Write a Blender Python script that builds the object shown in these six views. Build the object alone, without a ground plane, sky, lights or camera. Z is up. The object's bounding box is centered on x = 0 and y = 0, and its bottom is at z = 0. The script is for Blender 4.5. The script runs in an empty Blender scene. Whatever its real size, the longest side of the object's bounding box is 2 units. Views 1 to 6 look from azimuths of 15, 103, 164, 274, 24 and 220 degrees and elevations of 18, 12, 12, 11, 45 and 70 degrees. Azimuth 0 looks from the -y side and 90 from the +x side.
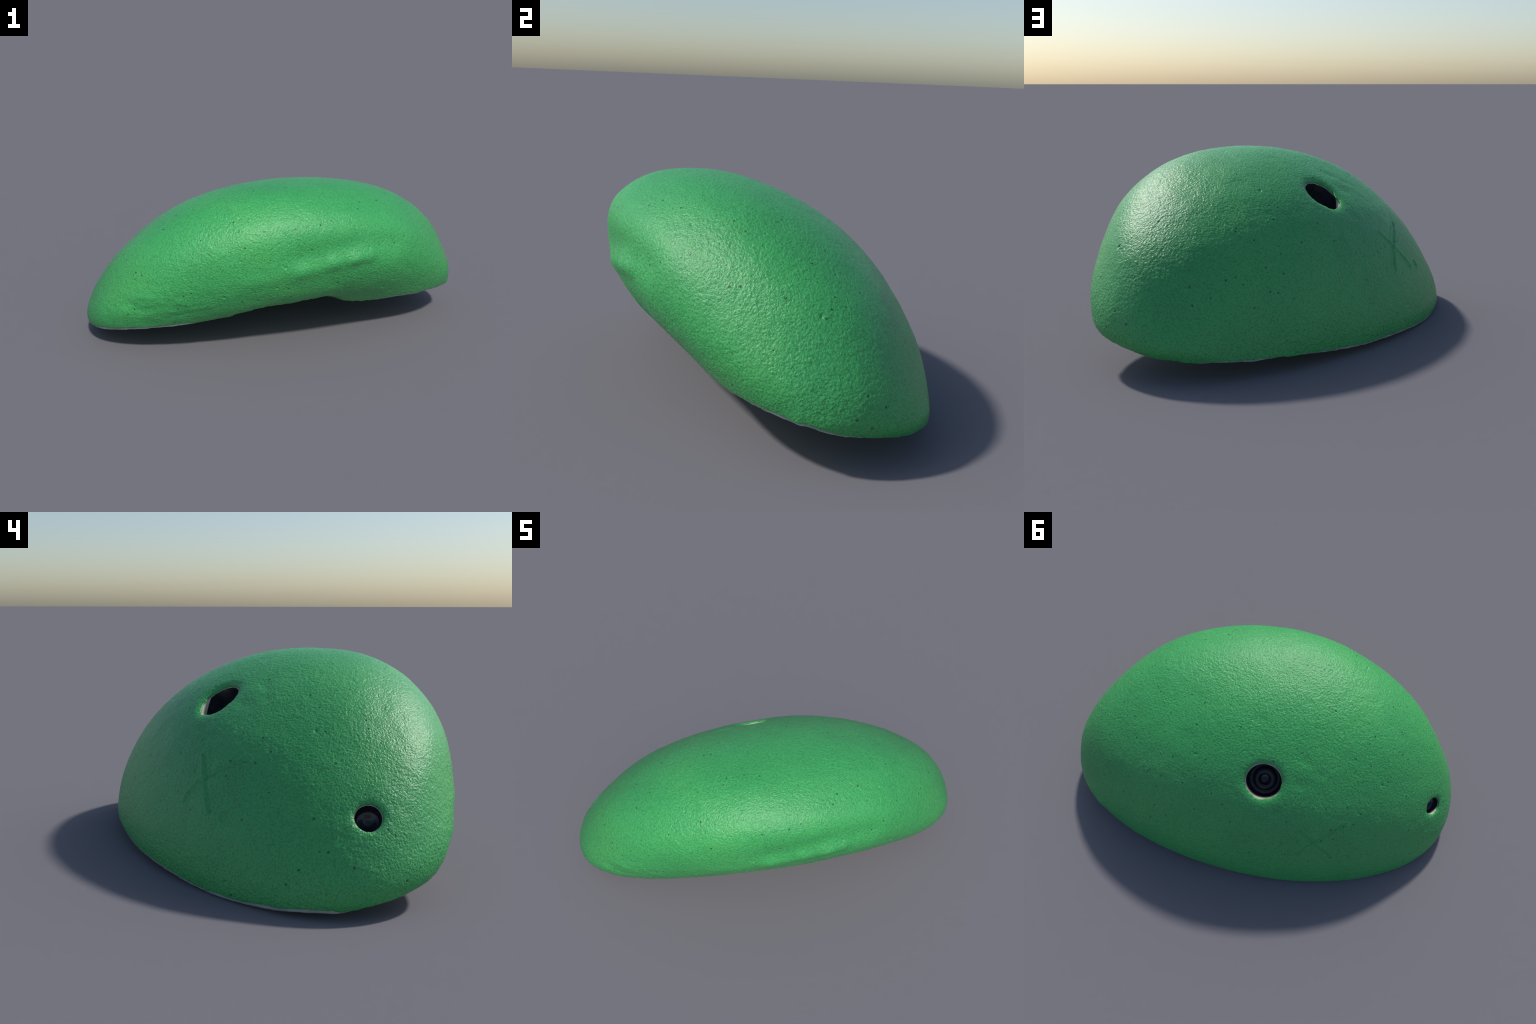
# A large green resin climbing hold lying on its flat back: a smooth bean-shaped
# dome with an orange-peel skin, one counterbored bolt hole, one screw hole, a
# scratched cross with a dot beside it, and a pale raw back showing at the rim.
import bpy, math
import numpy as np
from math import factorial

rng = np.random.default_rng(11)

# ------------------------------------------------------------------ the form
# A tilted ellipsoid (centre, half axes, rotation) swollen by smooth low-order
# bulges, then cut off by the tilted plane of the mounting back.
CENTRE = np.array([0.0377, -0.0238, 0.3881])
HALF_AXES = np.array([1.0511, 0.7422, 0.3819])
TURN = np.array([-0.6200, -0.2142, 0.5424])          # rotation vector
BULGES = {                                           # degree: strength of each lobe
    2: [0.0257, 0.0105, -0.0372, 0.0326, 0.0040],
    3: [0.0106, -0.0107, 0.0275, -0.0474, -0.0100, 0.0025, -0.0296],
    4: [0.0119, 0.0047, 0.0088, 0.0313, 0.0110, -0.0118, 0.0195, -0.0056, -0.0030],
    5: [0.0007, -0.0005, -0.0232, -0.0051, -0.0073, 0.0079, -0.0084, 0.0003, 0.0053, -0.0033, -0.0016],
    6: [-0.0065, -0.0020, 0.0152, -0.0064, 0.0047, -0.0050, 0.0009, 0.0013, -0.0032, 0.0036, 0.0031, -0.0016, 0.0018],
    7: [0.0064, 0.0007, -0.0052, 0.0076, -0.0022, 0.0016, 0.0002, -0.0026, 0.0020, -0.0018, -0.0030, 0.0014, -0.0010, -0.0003, 0.0007],
    8: [-0.0027, -0.0020, -0.0001, -0.0036, 0.0010, -0.0008, 0.0004, 0.0006, -0.0004, 0.0006, 0.0007, -0.0003, 0.0005, -0.0008, -0.0005, 0.0004, -0.0003],
}
# The back plane: its normal, its distance below the centre, and how the rim
# waves up and down round the hold (cosine, sine of 2..8 waves).
BACK_NORMAL = np.array([-0.1543, 0.1790, 1.0])
BACK_NORMAL /= np.linalg.norm(BACK_NORMAL)
BACK_OFFSET = -0.2297
RIM_WAVES = [-0.0216, -0.0251, -0.0130, -0.0023, -0.0006, -0.0006, -0.0010, 0.0011, -0.0020, 0.0059, -0.0007, 0.0023, 0.0010, 0.0014]
# local drops of the rim: (angle in degrees, half width in degrees, height)
RIM_NICKS = [(207, 2.2, .010), (61, 2.5, .006), (352, 4, .004), (14, 2.0, -.005)]
# Round the flat back, angles are counted about the middle of its outline.
BACK_MIDDLE = np.array([0.05, 0.20])
# height of the pale back that shows below the green skin: (angle, metres)
PALE_STRIP = [(0, .008), (10, .012), (20, .008), (40, .003), (61, .010), (72, .003), (90, .009), (110, .014),
              (137, .013), (162, .014), (178, .012), (195, .016), (206, .019), (210, .003), (216, .006), (226, .012),
              (238, .012), (255, .001), (325, .001), (341, .006), (352, .006)]
# how widely the skin rolls under at the rim: (angle, metres)
ROLL = [(0, .004), (20, .002), (50, .002), (120, .003), (200, .003), (240, .008), (280, .016), (320, .014), (345, .008)]

# The skin is laid out round an axis that leans to the overhanging side.
POLE = np.array([-0.05, -0.64, 0.77])
POLE /= np.linalg.norm(POLE)
AXIS_U = np.array([1.0, 0, 0]) - POLE * POLE[0]
AXIS_U /= np.linalg.norm(AXIS_U)
AXIS_V = np.cross(POLE, AXIS_U)
FLAT_U = np.array([1.0, 0, 0]) - BACK_NORMAL * BACK_NORMAL[0]
FLAT_U /= np.linalg.norm(FLAT_U)
FLAT_V = np.cross(BACK_NORMAL, FLAT_U)


def rotation(w):
    t = np.linalg.norm(w)
    k = w / t
    m = np.array([[0, -k[2], k[1]], [k[2], 0, -k[0]], [-k[1], k[0], 0]])
    return np.eye(3) + np.sin(t) * m + (1 - np.cos(t)) * m @ m


ROT = rotation(TURN)


def legendre(l, m, x):
    a = np.ones_like(x)
    if m > 0:
        s, f = np.sqrt(np.maximum(0, 1 - x * x)), 1.0
        for _ in range(m):
            a = -a * f * s
            f += 2
    if l == m:
        return a
    b = x * (2 * m + 1) * a
    for k in range(m + 2, l + 1):
        a, b = b, ((2 * k - 1) * x * b - (k + m - 1) * a) / (k - m)
    return b


def swell(s):
    """log of the radius factor for unit directions in the ellipsoid's own frame"""
    x = np.clip(s[:, 2], -1, 1)
    ph = np.arctan2(s[:, 1], s[:, 0])
    out = np.zeros(len(s))
    for l, lobes in BULGES.items():
        i = 0
        for m in range(l + 1):
            k = math.sqrt((2 * l + 1) * factorial(l - m) / factorial(l + m)) * (2 ** .5 if m else 1)
            p = k * legendre(l, m, x)
            if m == 0:
                out += lobes[0] * p
                i = 1
            else:
                out += p * (lobes[i] * np.cos(m * ph) + lobes[i + 1] * np.sin(m * ph))
                i += 2
    return out


def surface(d):
    """points on the dome for directions d (world frame) seen from CENTRE"""
    s = (d @ ROT) / HALF_AXES
    n = np.linalg.norm(s, axis=1)
    return d * (np.exp(swell(s / n[:, None])) / n)[:, None]      # relative to CENTRE


def periodic(table, deg):
    a = np.array([t[0] for t in table], float)
    v = np.array([t[1] for t in table], float)
    return np.interp(np.mod(deg, 360), np.r_[a, a[0] + 360], np.r_[v, v[0]])


def bearing(q):
    """angle in degrees about the middle of the back, for points relative to CENTRE"""
    return np.degrees(np.arctan2(q[..., 1] + CENTRE[1] - BACK_MIDDLE[1], q[..., 0] + CENTRE[0] - BACK_MIDDLE[0]))


def back_height(q):
    """height of the waved back surface, along its normal, where the ray to q meets it"""
    u, v = q @ FLAT_U, q @ FLAT_V
    theta = np.arctan2(v, u)
    h = np.zeros_like(theta)
    for k in range(7):
        h += RIM_WAVES[2 * k] * np.cos((k + 2) * theta) + RIM_WAVES[2 * k + 1] * np.sin((k + 2) * theta)
    h = BACK_OFFSET + h * np.clip(np.hypot(u, v) / 0.5, 0, 1)
    deg = bearing(q)
    for a, w, drop in RIM_NICKS:
        x = (np.mod(deg - a + 180, 360) - 180) / w
        h -= drop * np.exp(-x * x)
    return h


# ------------------------------------------------------------- gradient noise
PERM = rng.permutation(256)
GRAD = rng.normal(size=(256, 3))
GRAD /= np.linalg.norm(GRAD, axis=1)[:, None]


def noise(p):
    i = np.floor(p).astype(np.int64)
    f = p - i
    w = f * f * f * (f * (f * 6 - 15) + 10)
    out = np.zeros(len(p))
    for dx in (0, 1):
        for dy in (0, 1):
            for dz in (0, 1):
                h = PERM[(PERM[(PERM[(i[:, 0] + dx) & 255] + i[:, 1] + dy) & 255] + i[:, 2] + dz) & 255]
                g = GRAD[h]
                v = g[:, 0] * (f[:, 0] - dx) + g[:, 1] * (f[:, 1] - dy) + g[:, 2] * (f[:, 2] - dz)
                out += v * (w[:, 0] if dx else 1 - w[:, 0]) * (w[:, 1] if dy else 1 - w[:, 1]) * (w[:, 2] if dz else 1 - w[:, 2])
    return out


# -------------------------------------------------------------- rim and grid
NT, NF = 720, 300
tab_theta = np.linspace(-np.pi, np.pi, NT + 1)
tab_phi = np.radians(np.linspace(-80, 90, NF))
tt, ff = np.meshgrid(tab_theta, tab_phi, indexing="ij")


def direction(t, f):
    return (np.cos(f) * np.cos(t))[:, None] * AXIS_U + (np.cos(f) * np.sin(t))[:, None] * AXIS_V + np.sin(f)[:, None] * POLE


tab_pts = surface(direction(tt.ravel(), ff.ravel())).reshape(NT + 1, NF, 3)
tab_gap = tab_pts @ BACK_NORMAL - back_height(tab_pts)              # height above the back
tab_deg = bearing(tab_pts)
ragged = 0.006 * noise(tab_pts.reshape(-1, 3) * 16 + 3.7).reshape(NT + 1, NF) + 0.006 * noise(tab_pts.reshape(-1, 3) * 41 + 8.1).reshape(NT + 1, NF)
gap_edge = tab_gap - periodic(PALE_STRIP, tab_deg) - ragged         # above the green's lower edge
gap_roll = gap_edge - periodic(ROLL, tab_deg)                       # above where it starts to roll under


def phi_where(gap):
    """elevation angle at which the dome comes down to gap = 0, per table angle"""
    out = np.zeros(NT + 1)
    for k in range(NT + 1):
        j = np.where(gap[k] < 0)[0][-1]
        a = -gap[k, j] / (gap[k, j + 1] - gap[k, j])
        out[k] = tab_phi[j] + a * (tab_phi[j + 1] - tab_phi[j])
    out[-1] = out[0]
    return out


phi_skin, phi_edge, phi_back = phi_where(gap_roll), phi_where(gap_edge), phi_where(tab_gap)

# equal steps of arc length from the crown (t = 0) to the skin's rim (t = 1)
TS = 160
tab_t = np.linspace(0, 1, TS)
phi_of_t = np.zeros((NT + 1, TS))
for k in range(NT + 1):
    f = np.linspace(np.pi / 2, phi_skin[k], 200)
    pts = np.stack([np.interp(f, tab_phi, tab_pts[k, :, c]) for c in range(3)], 1)
    s = np.r_[0, np.cumsum(np.linalg.norm(np.diff(pts, axis=0), axis=1))]
    phi_of_t[k] = np.interp(tab_t, s / s[-1], f)

# square grid folded onto the disc, so that the quads stay even in size
N = 820
g = np.linspace(-1, 1, N + 1)
ga, gb = np.meshgrid(g, g, indexing="ij")
ga, gb = ga.ravel(), gb.ravel()
big = np.abs(ga) > np.abs(gb)
rad = np.where(big, np.abs(ga), np.abs(gb))
with np.errstate(divide="ignore", invalid="ignore"):
    ang = np.where(big, np.where(ga > 0, 0, np.pi) + np.pi / 4 * np.where(ga != 0, gb / ga, 0),
                   np.where(gb > 0, np.pi / 2, -np.pi / 2) - np.pi / 4 * np.where(gb != 0, ga / gb, 0))
ang = np.mod(ang + np.pi, 2 * np.pi) - np.pi
x = (ang + np.pi) / (2 * np.pi) * NT
i0 = np.clip(x.astype(int), 0, NT - 1)
fx = x - i0
y = rad * (TS - 1)
j0 = np.clip(y.astype(int), 0, TS - 2)
fy = y - j0
phi = (phi_of_t[i0, j0] * (1 - fx) + phi_of_t[i0 + 1, j0] * fx) * (1 - fy) + (phi_of_t[i0, j0 + 1] * (1 - fx) + phi_of_t[i0 + 1, j0 + 1] * fx) * fy
verts = surface(direction(ang, phi)) + CENTRE
idx = np.arange((N + 1) * (N + 1)).reshape(N + 1, N + 1)
quads = np.stack([idx[:-1, :-1], idx[1:, :-1], idx[1:, 1:], idx[:-1, 1:]], -1).reshape(-1, 4)


def grid_normals(v):
    gv = v.reshape(N + 1, N + 1, 3)
    n = np.cross(np.gradient(gv, axis=0), np.gradient(gv, axis=1)).reshape(-1, 3)
    n /= np.linalg.norm(n, axis=1)[:, None] + 1e-12
    s = np.sign(np.sum(n * (v - CENTRE), axis=1))
    return n * s[:, None]


normals = grid_normals(verts)
if np.sum(np.cross(verts[quads[:, 1]] - verts[quads[:, 0]], verts[quads[:, 2]] - verts[quads[:, 0]]) * normals[quads[:, 0]]) < 0:
    quads = quads[:, ::-1]

# ----------------------------------------------------------- modelled relief
push = np.zeros(len(verts))                      # outward displacement

# broad unevenness of a hand-shaped form, then the orange-peel skin
push += 0.0030 * noise(verts * 6.0 + 5) + 0.0016 * noise(verts * 17 + 9)
peel_amount = np.clip(0.85 + 0.6 * noise(verts * 3.1 + 40), 0.35, 1.3)
smooth_under = 1 / (1 + np.exp((verts[:, 2] - 0.33 + 0.25 * (verts[:, 1] + 0.6)) / 0.03)) * (normals[:, 2] < -0.1)
push += (0.0013 * noise(verts * 62 + 2) + 0.0017 * noise(verts * 112 + 31)) * peel_amount * (1 - 0.7 * smooth_under)
# crumpled low flank beside the overhang
crumple = np.exp(-((verts[:, 0] + .42) / .38) ** 2 - ((verts[:, 2] - .30) / .12) ** 2) * (verts[:, 1] < -.3)
push += crumple * (0.009 * noise(verts * np.array([6, 9, 15]) + 12) + 0.003 * noise(verts * np.array([18, 25, 34]) + 2))


def swelling(points, width, height):
    """a rounded ridge (or, if negative, a valley) along a polyline"""
    pts = np.array(points)
    best = np.full(len(verts), 9.0)
    for a, b in zip(pts[:-1], pts[1:]):
        ab = b - a
        t = np.clip(((verts - a) @ ab) / (ab @ ab), 0, 1)
        best = np.minimum(best, np.linalg.norm(verts - a - t[:, None] * ab, axis=1))
    push[:] += height * np.exp(-(best / width) ** 2)


# the pinched lip over the undercut, the valley above it and the scoop below it
swelling([(.02, -.69, .455), (.18, -.63, .49), (.30, -.58, .515)], .050, .005)
swelling([(.30, -.58, .515), (.45, -.495, .548)], .042, .008)
swelling([(.45, -.495, .550), (.55, -.425, .562)], .040, .007)
swelling([(.55, -.425, .568), (.615, -.378, .566)], .038, .012)
swelling([(.30, -.59, .60), (.45, -.50, .635), (.60, -.39, .655), (.74, -.27, .62)], .060, -.011)
swelling([(.25, -.58, .42), (.45, -.45, .43), (.60, -.30, .42)], .07, -.003)


def stroke(points, width, depth):
    """a groove along a polyline on the surface"""
    pts = np.array(points)
    d = np.full(len(verts), 9.0)
    along = np.zeros(len(verts))
    near = np.linalg.norm(verts - pts.mean(0), axis=1) < 0.4
    v = verts[near]
    best = np.full(len(v), 9.0)
    for a, b in zip(pts[:-1], pts[1:]):
        ab = b - a
        t = np.clip(((v - a) @ ab) / (ab @ ab), 0, 1)
        best = np.minimum(best, np.linalg.norm(v - a - t[:, None] * ab, axis=1))
    r = best / width
    push[near] += depth * (-np.exp(-r * r) + 0.35 * np.exp(-((r - 1.9) / 0.7) ** 2))


def on_skin(p):
    d = np.array([p], float) - CENTRE
    d /= np.linalg.norm(d)
    return surface(d)[0] + CENTRE


def arc(a, b, c, n=14):
    """a bent stroke through three points, dropped onto the surface"""
    a, b, c = map(np.array, (a, b, c))
    out = []
    for t in np.linspace(0, 1, n):
        q = 2 * (t - .5) * (t - 1) * a + 4 * t * (1 - t) * b + 2 * t * (t - .5) * c
        out.append(on_skin(q))
    return out


stroke(arc((-.426, .219, .497), (-.523, .208, .420), (-.612, .174, .309)), 0.0100, 0.0048)
stroke(arc((-.593, .030, .510), (-.523, .208, .420), (-.492, .295, .321)), 0.0100, 0.0048)
dot = on_skin((-.682, .1195, .3013))
r = np.linalg.norm(verts - dot, axis=1) / 0.020
push += -0.005 / (1 + np.exp((r - 1) * 9)) + 0.0015 * np.exp(-((r - 1.3) / .25) ** 2)

# the low corner at the far end flares out a little toward its edge
swelling([(.99, .40, .20), (.95, .62, .18), (.80, .76, .15), (.62, .80, .14)], .045, .009)
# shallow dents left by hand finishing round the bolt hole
for _ in range(16):
    a, d = rng.uniform(0, 2 * np.pi), rng.uniform(.14, .45)
    c = on_skin((-.141 + d * np.cos(a), .19 + d * np.sin(a) * .8, .70 - .5 * d * np.sin(a)))
    swelling([c, c + np.array([.03, .01, 0])], rng.uniform(.02, .04), -rng.uniform(.0012, .003))
# cast-in air bubbles: small open pits
pit_ids = rng.choice(len(verts), 170, replace=False)
pit_r = 0.0032 + 0.005 * rng.random(170) ** 3
reach = 7
for pid, pr in zip(pit_ids, pit_r):
    a, b = divmod(pid, N + 1)
    lo_a, hi_a, lo_b, hi_b = max(a - reach, 0), min(a + reach + 1, N + 1), max(b - reach, 0), min(b + reach + 1, N + 1)
    k = idx[lo_a:hi_a, lo_b:hi_b].ravel()
    q = np.linalg.norm(verts[k] - verts[pid], axis=1) / pr
    push[k] -= pr * 0.6 * np.exp(-q ** 2.6)

# ------------------------------------------------------------------ the holes
def foot(p):
    d = np.array(p, float)
    k = np.argmin(np.linalg.norm(verts - d, axis=1))
    return verts[k], normals[k]


BOLT_P, BOLT_N = foot((-0.141, 0.190, 0.70))
SCREW_P, SCREW_N = foot((-0.871, -0.4285, 0.357))
bolt_axis = np.array([-0.268, 0.408, 0.872])
screw_axis = 0.9 * SCREW_N + 0.1 * np.array([-0.268, 0.408, 0.872])
screw_axis /= np.linalg.norm(screw_axis)
HOLES = [("bolt", BOLT_P, bolt_axis, 0.100, 0.015, 0.014), ("screw", SCREW_P, screw_axis, 0.054, 0.008, 0.009)]

def to_axis(v, p, ax):
    d = v - p
    h = d @ ax
    lat = d - h[:, None] * ax
    return h, lat, np.linalg.norm(lat, axis=1)


for name, p, ax, R, dip, w in HOLES:
    h, lat, rho = to_axis(verts, p, ax)
    rim = np.exp(-np.maximum(rho - R, 0) / w) * (np.abs(h) < 3 * R + .1)
    push -= dip * rim
    push *= 1 - 0.75 * np.exp(-(np.maximum(rho - R, 0) / 0.02) ** 2) * (np.abs(h) < .25) * (push > -0.001)

verts = verts + normals * push[:, None]

keep = np.ones(len(quads), bool)
loops = {}
for name, p, ax, R, dip, w in HOLES:
    h, lat, rho = to_axis(verts, p, ax)
    inside = (rho < R) & (np.abs(h) < 2.2 * R)
    cut = inside[quads].sum(1) >= 2
    # the border between cut and kept quads becomes the mouth of the hole
    cq, kq = np.unique(quads[cut]), np.unique(quads[keep & ~cut])
    border = np.intersect1d(cq, kq)
    e_r = lat[border] / rho[border][:, None]
    nb = normals[border]
    tang = e_r - ax * (np.sum(nb * e_r, 1) / (nb @ ax))[:, None]
    verts[border] += tang * (R * (1 + 0.09 * noise(verts[border] * 14 + 4) + 0.05 * noise(verts[border] * 40)) - rho[border])[:, None]
    keep &= ~cut
    side = np.cross(ax, [0.3, 0.5, 0.8])
    side /= np.linalg.norm(side)
    side2 = np.cross(ax, side)
    th = np.arctan2((verts[border] - p) @ side2, (verts[border] - p) @ side)
    loops[name] = (border[np.argsort(th)], np.sort(th), side, side2)
quads = quads[keep]

# ------------------------------------------------------------------ materials
def new_material(name):
    m = bpy.data.materials.new(name)
    m.use_nodes = True
    nt = m.node_tree
    b = nt.nodes["Principled BSDF"]
    tc = nt.nodes.new("ShaderNodeTexCoord")
    return m, nt, b, tc


def tex_noise(nt, tc, scale, detail=3.0, rough=0.55):
    n = nt.nodes.new("ShaderNodeTexNoise")
    n.inputs["Scale"].default_value = scale
    n.inputs["Detail"].default_value = detail
    n.inputs["Roughness"].default_value = rough
    nt.links.new(tc.outputs["Object"], n.inputs["Vector"])
    return n


def ramp(nt, src, stops):
    r = nt.nodes.new("ShaderNodeValToRGB")
    e = r.color_ramp.elements
    e[0].position, e[0].color = stops[0][0], (*stops[0][1], 1)
    e[1].position, e[1].color = stops[-1][0], (*stops[-1][1], 1)
    for pos, col in stops[1:-1]:
        x = e.new(pos)
        x.color = (*col, 1)
    nt.links.new(src, r.inputs["Fac"])
    return r


def bump(nt, height, strength, dist, after=None):
    b = nt.nodes.new("ShaderNodeBump")
    b.inputs["Strength"].default_value = strength
    b.inputs["Distance"].default_value = dist
    nt.links.new(height, b.inputs["Height"])
    if after:
        nt.links.new(after.outputs["Normal"], b.inputs["Normal"])
    return b


def mix(nt, fac, a, b, mode="MIX"):
    m = nt.nodes.new("ShaderNodeMix")
    m.data_type, m.blend_type = "RGBA", mode
    for s, v in ((m.inputs[0], fac), (m.inputs[6], a), (m.inputs[7], b)):
        if isinstance(v, (int, float)):
            s.default_value = v
        elif isinstance(v, tuple):
            s.default_value = (*v, 1)
        else:
            nt.links.new(v, s)
    return m.outputs[2]


GREEN = (0.050, 0.362, 0.100)
green, nt, b, tc = new_material("green_resin")
base = ramp(nt, tex_noise(nt, tc, 2.2, 4).outputs["Fac"], [(0.32, (0.043, 0.328, 0.092)), (0.55, GREEN), (0.75, (0.062, 0.380, 0.100))])
grain_noise = tex_noise(nt, tc, 125, 2.5, 0.6)
grain = ramp(nt, grain_noise.outputs["Fac"], [(0.34, (0.62, 0.64, 0.64)), (0.50, (1, 1, 1)), (0.68, (1.20, 1.14, 1.16))])
col = mix(nt, 0.8, base.outputs["Color"], grain.outputs["Color"], "MULTIPLY")
vor = nt.nodes.new("ShaderNodeTexVoronoi")
vor.inputs["Scale"].default_value = 26
nt.links.new(tc.outputs["Object"], vor.inputs["Vector"])
speck = ramp(nt, vor.outputs["Distance"], [(0.115, (1, 1, 1)), (0.155, (0, 0, 0))])
sel = nt.nodes.new("ShaderNodeMath")
sel.operation = "GREATER_THAN"
sel.inputs[1].default_value = 0.74
sepc = nt.nodes.new("ShaderNodeSeparateColor")
nt.links.new(vor.outputs["Color"], sepc.inputs["Color"])
nt.links.new(sepc.outputs["Red"], sel.inputs[0])
both = nt.nodes.new("ShaderNodeMath")
both.operation = "MULTIPLY"
nt.links.new(speck.outputs["Color"], both.inputs[0])
nt.links.new(sel.outputs[0], both.inputs[1])
soft = nt.nodes.new("ShaderNodeMath")
soft.operation = "MULTIPLY"
soft.inputs[1].default_value = 0.82
nt.links.new(both.outputs[0], soft.inputs[0])
col = mix(nt, soft.outputs[0], col, (0.020, 0.050, 0.028))
nt.links.new(col, b.inputs["Base Color"])
b.inputs["Roughness"].default_value = 0.38
b.inputs["Specular IOR Level"].default_value = 0.5
bp = bump(nt, grain_noise.outputs["Fac"], 0.62, 0.006)
inv = nt.nodes.new("ShaderNodeMath")
inv.operation = "SUBTRACT"
inv.inputs[0].default_value = 1.0
nt.links.new(both.outputs[0], inv.inputs[1])
bp = bump(nt, inv.outputs[0], 0.25, 0.003, bp)
nt.links.new(bp.outputs["Normal"], b.inputs["Normal"])


def plain(name, color, color2, rough, scale=14, metallic=0.0, bump_s=0.3):
    m, nt, b, tc = new_material(name)
    r = ramp(nt, tex_noise(nt, tc, scale, 4).outputs["Fac"], [(0.35, color), (0.65, color2)])
    nt.links.new(r.outputs["Color"], b.inputs["Base Color"])
    b.inputs["Roughness"].default_value = rough
    b.inputs["Metallic"].default_value = metallic
    bp = bump(nt, tex_noise(nt, tc, scale * 5, 3).outputs["Fac"], bump_s, 0.004)
    nt.links.new(bp.outputs["Normal"], b.inputs["Normal"])
    return m


pale = plain("raw_resin_back", (0.30, 0.34, 0.33), (0.42, 0.45, 0.43), 0.6)
cream = plain("hole_wall_cream", (0.34, 0.33, 0.25), (0.50, 0.48, 0.40), 0.6, 22)
black = plain("black_steel", (0.012, 0.013, 0.018), (0.024, 0.026, 0.036), 0.22, 18, 0.0, 0.15)


# -------------------------------------------------------------------- objects
def make_mesh(name, v, f, mat, parent=None):
    v = np.asarray(v, float)
    used = np.unique(np.concatenate([np.asarray(q).ravel() for q in f]))
    remap = -np.ones(len(v), int)
    remap[used] = np.arange(len(used))
    v = v[used]
    faces = []
    for q in f:
        faces += remap[np.asarray(q)].tolist()
    me = bpy.data.meshes.new(name)
    me.from_pydata(v.tolist(), [], faces)
    me.polygons.foreach_set("use_smooth", [True] * len(me.polygons))
    me.materials.append(mat)
    me.update()
    me.validate()
    ob = bpy.data.objects.new(name, me)
    bpy.context.scene.collection.objects.link(ob)
    if parent:
        ob.parent = parent
    return ob


hold = bpy.data.objects.new("climbing_hold", None)
bpy.context.scene.collection.objects.link(hold)
hold["label"] = "large green bean-shaped climbing hold with bolt hole"
hold["category"] = "climbing hold"

# the skin, with its rim rolled under and the mouths of the holes rounded inward
V = [verts]
F = [quads]
count = len(verts)
edge_ring = np.concatenate([idx[0, :-1], idx[:-1, -1], idx[-1, :0:-1], idx[:0:-1, 0]])
edge_theta = ang[edge_ring]
ring = verts[edge_ring]


def toward_middle(p):
    """unit vectors along the back, toward its middle"""
    d = np.zeros_like(p)
    d[:, :2] = BACK_MIDDLE - p[:, :2]
    d -= (d @ BACK_NORMAL)[:, None] * BACK_NORMAL
    return d / np.linalg.norm(d, axis=1)[:, None]


def bridge(a, b):
    return np.stack([a, np.roll(a, -1), np.roll(b, -1), b], 1)


corner = surface(direction(edge_theta, np.interp(edge_theta, tab_theta, phi_edge))) + CENTRE
moved = np.clip(push[edge_ring], -.02, .02)[:, None] * normals[edge_ring]
corner = corner + moved
inward = toward_middle(corner)
under = corner + inward * periodic(ROLL, bearing(corner - CENTRE))[:, None]
prev = edge_ring
bends = [(1 - t) ** 2 * ring + 2 * t * (1 - t) * corner + t * t * under for t in (.2, .4, .6, .8, 1.0)]
middle = under.mean(0)
bends += [under + (middle - under) * s + BACK_NORMAL * up for s, up in ((.03, .001), (.08, .004), (.2, .012))]
for new in bends:
    new = new + 0.0022 * noise(new * 24 + 3)[:, None] * BACK_NORMAL
    ids = np.arange(count, count + len(new))
    V.append(new)
    F.append(bridge(prev, ids))
    count += len(new)
    prev = ids
V.append(under.mean(0, keepdims=True) + BACK_NORMAL * 0.02)
F_cap = np.stack([prev, np.roll(prev, -1), np.full(len(prev), count)], 1)
count += 1

hole_rings = {}
for name, p, ax, R, dip, w in HOLES:
    lp, th, s1, s2 = loops[name]
    top = verts[lp]
    prev = lp
    lip = 0.006
    for k, (dr, dh) in enumerate(((0.25, 0.35), (0.42, 0.8), (0.48, 1.3))):
        rad_dir = np.cos(th)[:, None] * s1 + np.sin(th)[:, None] * s2
        new = top - rad_dir * dr * lip * 0.5 - ax * dh * lip
        ids = np.arange(count, count + len(new))
        V.append(new)
        F.append(bridge(prev, ids))
        count += len(new)
        prev = ids
    hole_rings[name] = new
skin_v = np.concatenate(V)
# make every strip face the same way as the grid
skin = make_mesh("skin", skin_v, F + [F_cap], green, hold)


def tube(name, start, p, ax, s1, s2, profile, mat, parent, closed=False, sun_patch_side=None):
    """Rings leading down from `start`, each profile entry (depth along the axis, radius).
    With a sun patch side, depths count from the mouth and shrink away from that side."""
    d0 = start - p
    rd = d0 - (d0 @ ax)[:, None] * ax
    rd /= np.linalg.norm(rd, axis=1)[:, None]
    if sun_patch_side is None:
        scale, mouth = 1.0, np.zeros((len(start), 1))
    else:
        w = np.array(sun_patch_side, float)
        w -= (w @ ax) * ax
        w /= np.linalg.norm(w)
        scale = 0.012 + 0.988 * np.clip((rd @ w - 0.1) / 0.7, 0, 1)[:, None]  # cream limited to a modelled sunlit crescent; black rises elsewhere for the shadow
        mouth = (d0 @ ax)[:, None]
    rings = [start] + [p + rd * radius + (mouth - depth * scale) * ax for depth, radius in profile]
    n = len(start)
    v = np.concatenate(rings)
    f = [bridge(np.arange(k * n, (k + 1) * n), np.arange((k + 1) * n, (k + 2) * n)) for k in range(len(rings) - 1)]
    if closed:
        v = np.concatenate([v, v[-n:].mean(0, keepdims=True)])
        last = np.arange((len(rings) - 1) * n, len(rings) * n)
        f.append(np.stack([last, np.roll(last, -1), np.full(n, len(v) - 1)], 1))
    return make_mesh(name, v, f, mat, parent), rings[-1]


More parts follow.
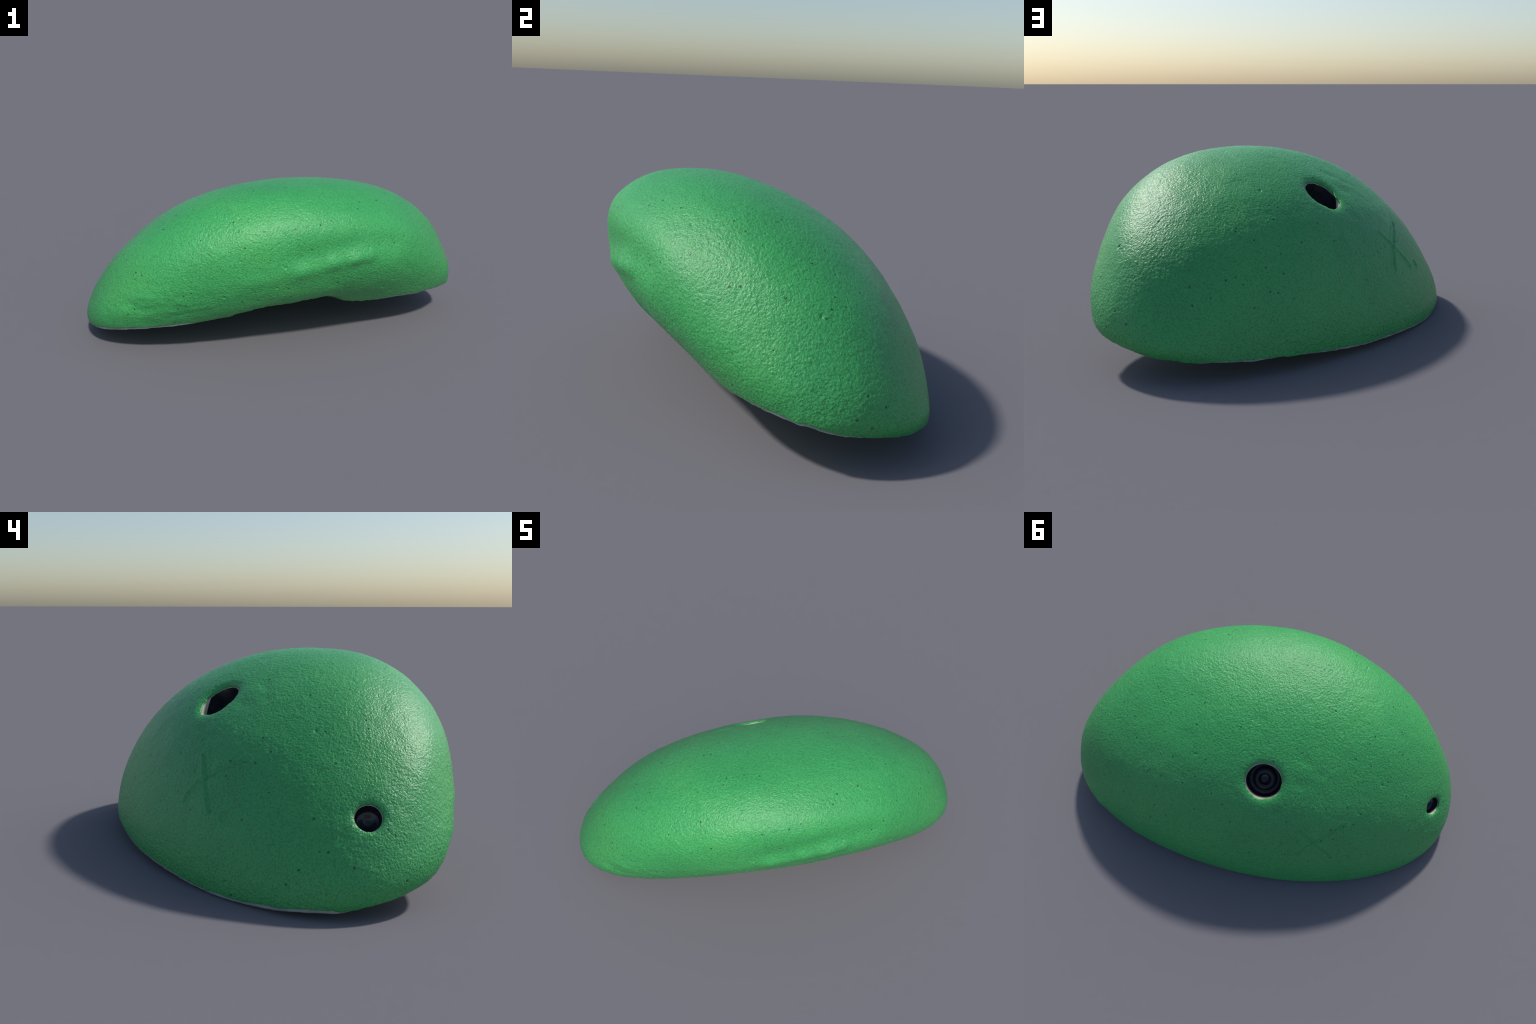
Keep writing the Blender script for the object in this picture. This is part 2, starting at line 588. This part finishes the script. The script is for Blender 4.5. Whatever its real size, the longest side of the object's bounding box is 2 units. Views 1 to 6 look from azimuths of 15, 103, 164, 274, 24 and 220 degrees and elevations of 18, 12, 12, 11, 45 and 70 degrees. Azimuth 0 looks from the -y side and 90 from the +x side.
for name, p, ax, R, dip, w in HOLES:
    lp, th, s1, s2 = loops[name]
    st = hole_rings[name]
    low = max(0.0, -((st - p) @ ax).min())
    if name == "bolt":
        wall, end = tube("bolt_hole_wall", st, p, ax, s1, s2, [(.020, R - .005), (.042, R - .006)], cream, hold, False, (-0.42, 0.85, 0))
        _, floor = tube("bolt_sleeve", end, p, ax, s1, s2,
                        [(low + .050, R - .009), (low + .070, R - .012), (low + .078, R - .016), (low + .080, R - .030), (low + .082, .02)], black, wall, True)
        # the rounded bolt head with its round socket
        head = [(.0, .066), (.010, .0655), (.019, .062), (.025, .055), (.0275, .046), (.027, .036), (.025, .033), (.006, .032)]
        m = 64
        a = np.linspace(0, 2 * np.pi, m, endpoint=False)
        rd = np.cos(a)[:, None] * s1 + np.sin(a)[:, None] * s2
        hv = np.concatenate([p + rd * r + ax * (h - low - .081) for h, r in head] + [(p + ax * (.006 - low - .081))[None]])
        hf = [bridge(np.arange((k + 1) * m, (k + 2) * m), np.arange(k * m, (k + 1) * m)) for k in range(len(head) - 1)]
        k = np.arange((len(head) - 1) * m, len(head) * m)
        hf.append(np.stack([k, np.roll(k, -1), np.full(m, len(hv) - 1)], 1))
        hf[:-1] = [q[:, ::-1] for q in hf[:-1]]
        make_mesh("bolt_head", hv, hf, black, hold)
    else:
        wall, end = tube("screw_hole_wall", st, p, ax, s1, s2, [(.006, R - .003), (.016, R - .004)], cream, hold, False, (0.1, 0.6, -0.8))
        tube("screw_sleeve", end, p, ax, s1, s2,
             [(low + .016, R - .006), (low + .030, R - .009), (low + .035, R - .014), (low + .037, R - .028), (low + .043, R - .031)], black, wall, True)

# the pale raw back: a narrow band under the skin's edge, tapering out where the skin rolls right under
tb = tab_theta[:-1]
pts = surface(direction(tb, phi_back[:-1])) + CENTRE
order = np.argsort(edge_theta)
pts = pts + np.stack([np.interp(tb, edge_theta[order], moved[order, c], period=2 * np.pi) for c in range(3)], 1)
pts += (0.003 * noise(pts * 20 + 1) + 0.003 * noise(pts * 55 + 6))[:, None] * BACK_NORMAL
inw = toward_middle(pts)
strip = periodic(PALE_STRIP, bearing(pts - CENTRE))[:, None]
hide = np.clip((strip - .0015) / .003, 0, 1)                    # 0 where no pale back shows
base_in = inw * (0.004 + 0.03 * (1 - hide))
sink = BACK_NORMAL * (1 - hide) * 0.012
rings = [pts + base_in + inw * .045 + BACK_NORMAL * .03, pts + base_in + inw * .008 + BACK_NORMAL * .03,
         pts + base_in + BACK_NORMAL * .006 + sink, pts + base_in + inw * .004 + BACK_NORMAL * .001 + sink,
         pts + base_in + inw * .012 + sink, pts + base_in + inw * .045 + BACK_NORMAL * .004 + sink]
n = len(pts)
v = np.concatenate(rings)
m = len(rings)
f = [bridge(np.arange(k * n, (k + 1) * n), np.arange(((k + 1) % m) * n, ((k + 1) % m + 1) * n))[:, ::-1] for k in range(m)]
make_mesh("back_edge", v, f, pale, hold)
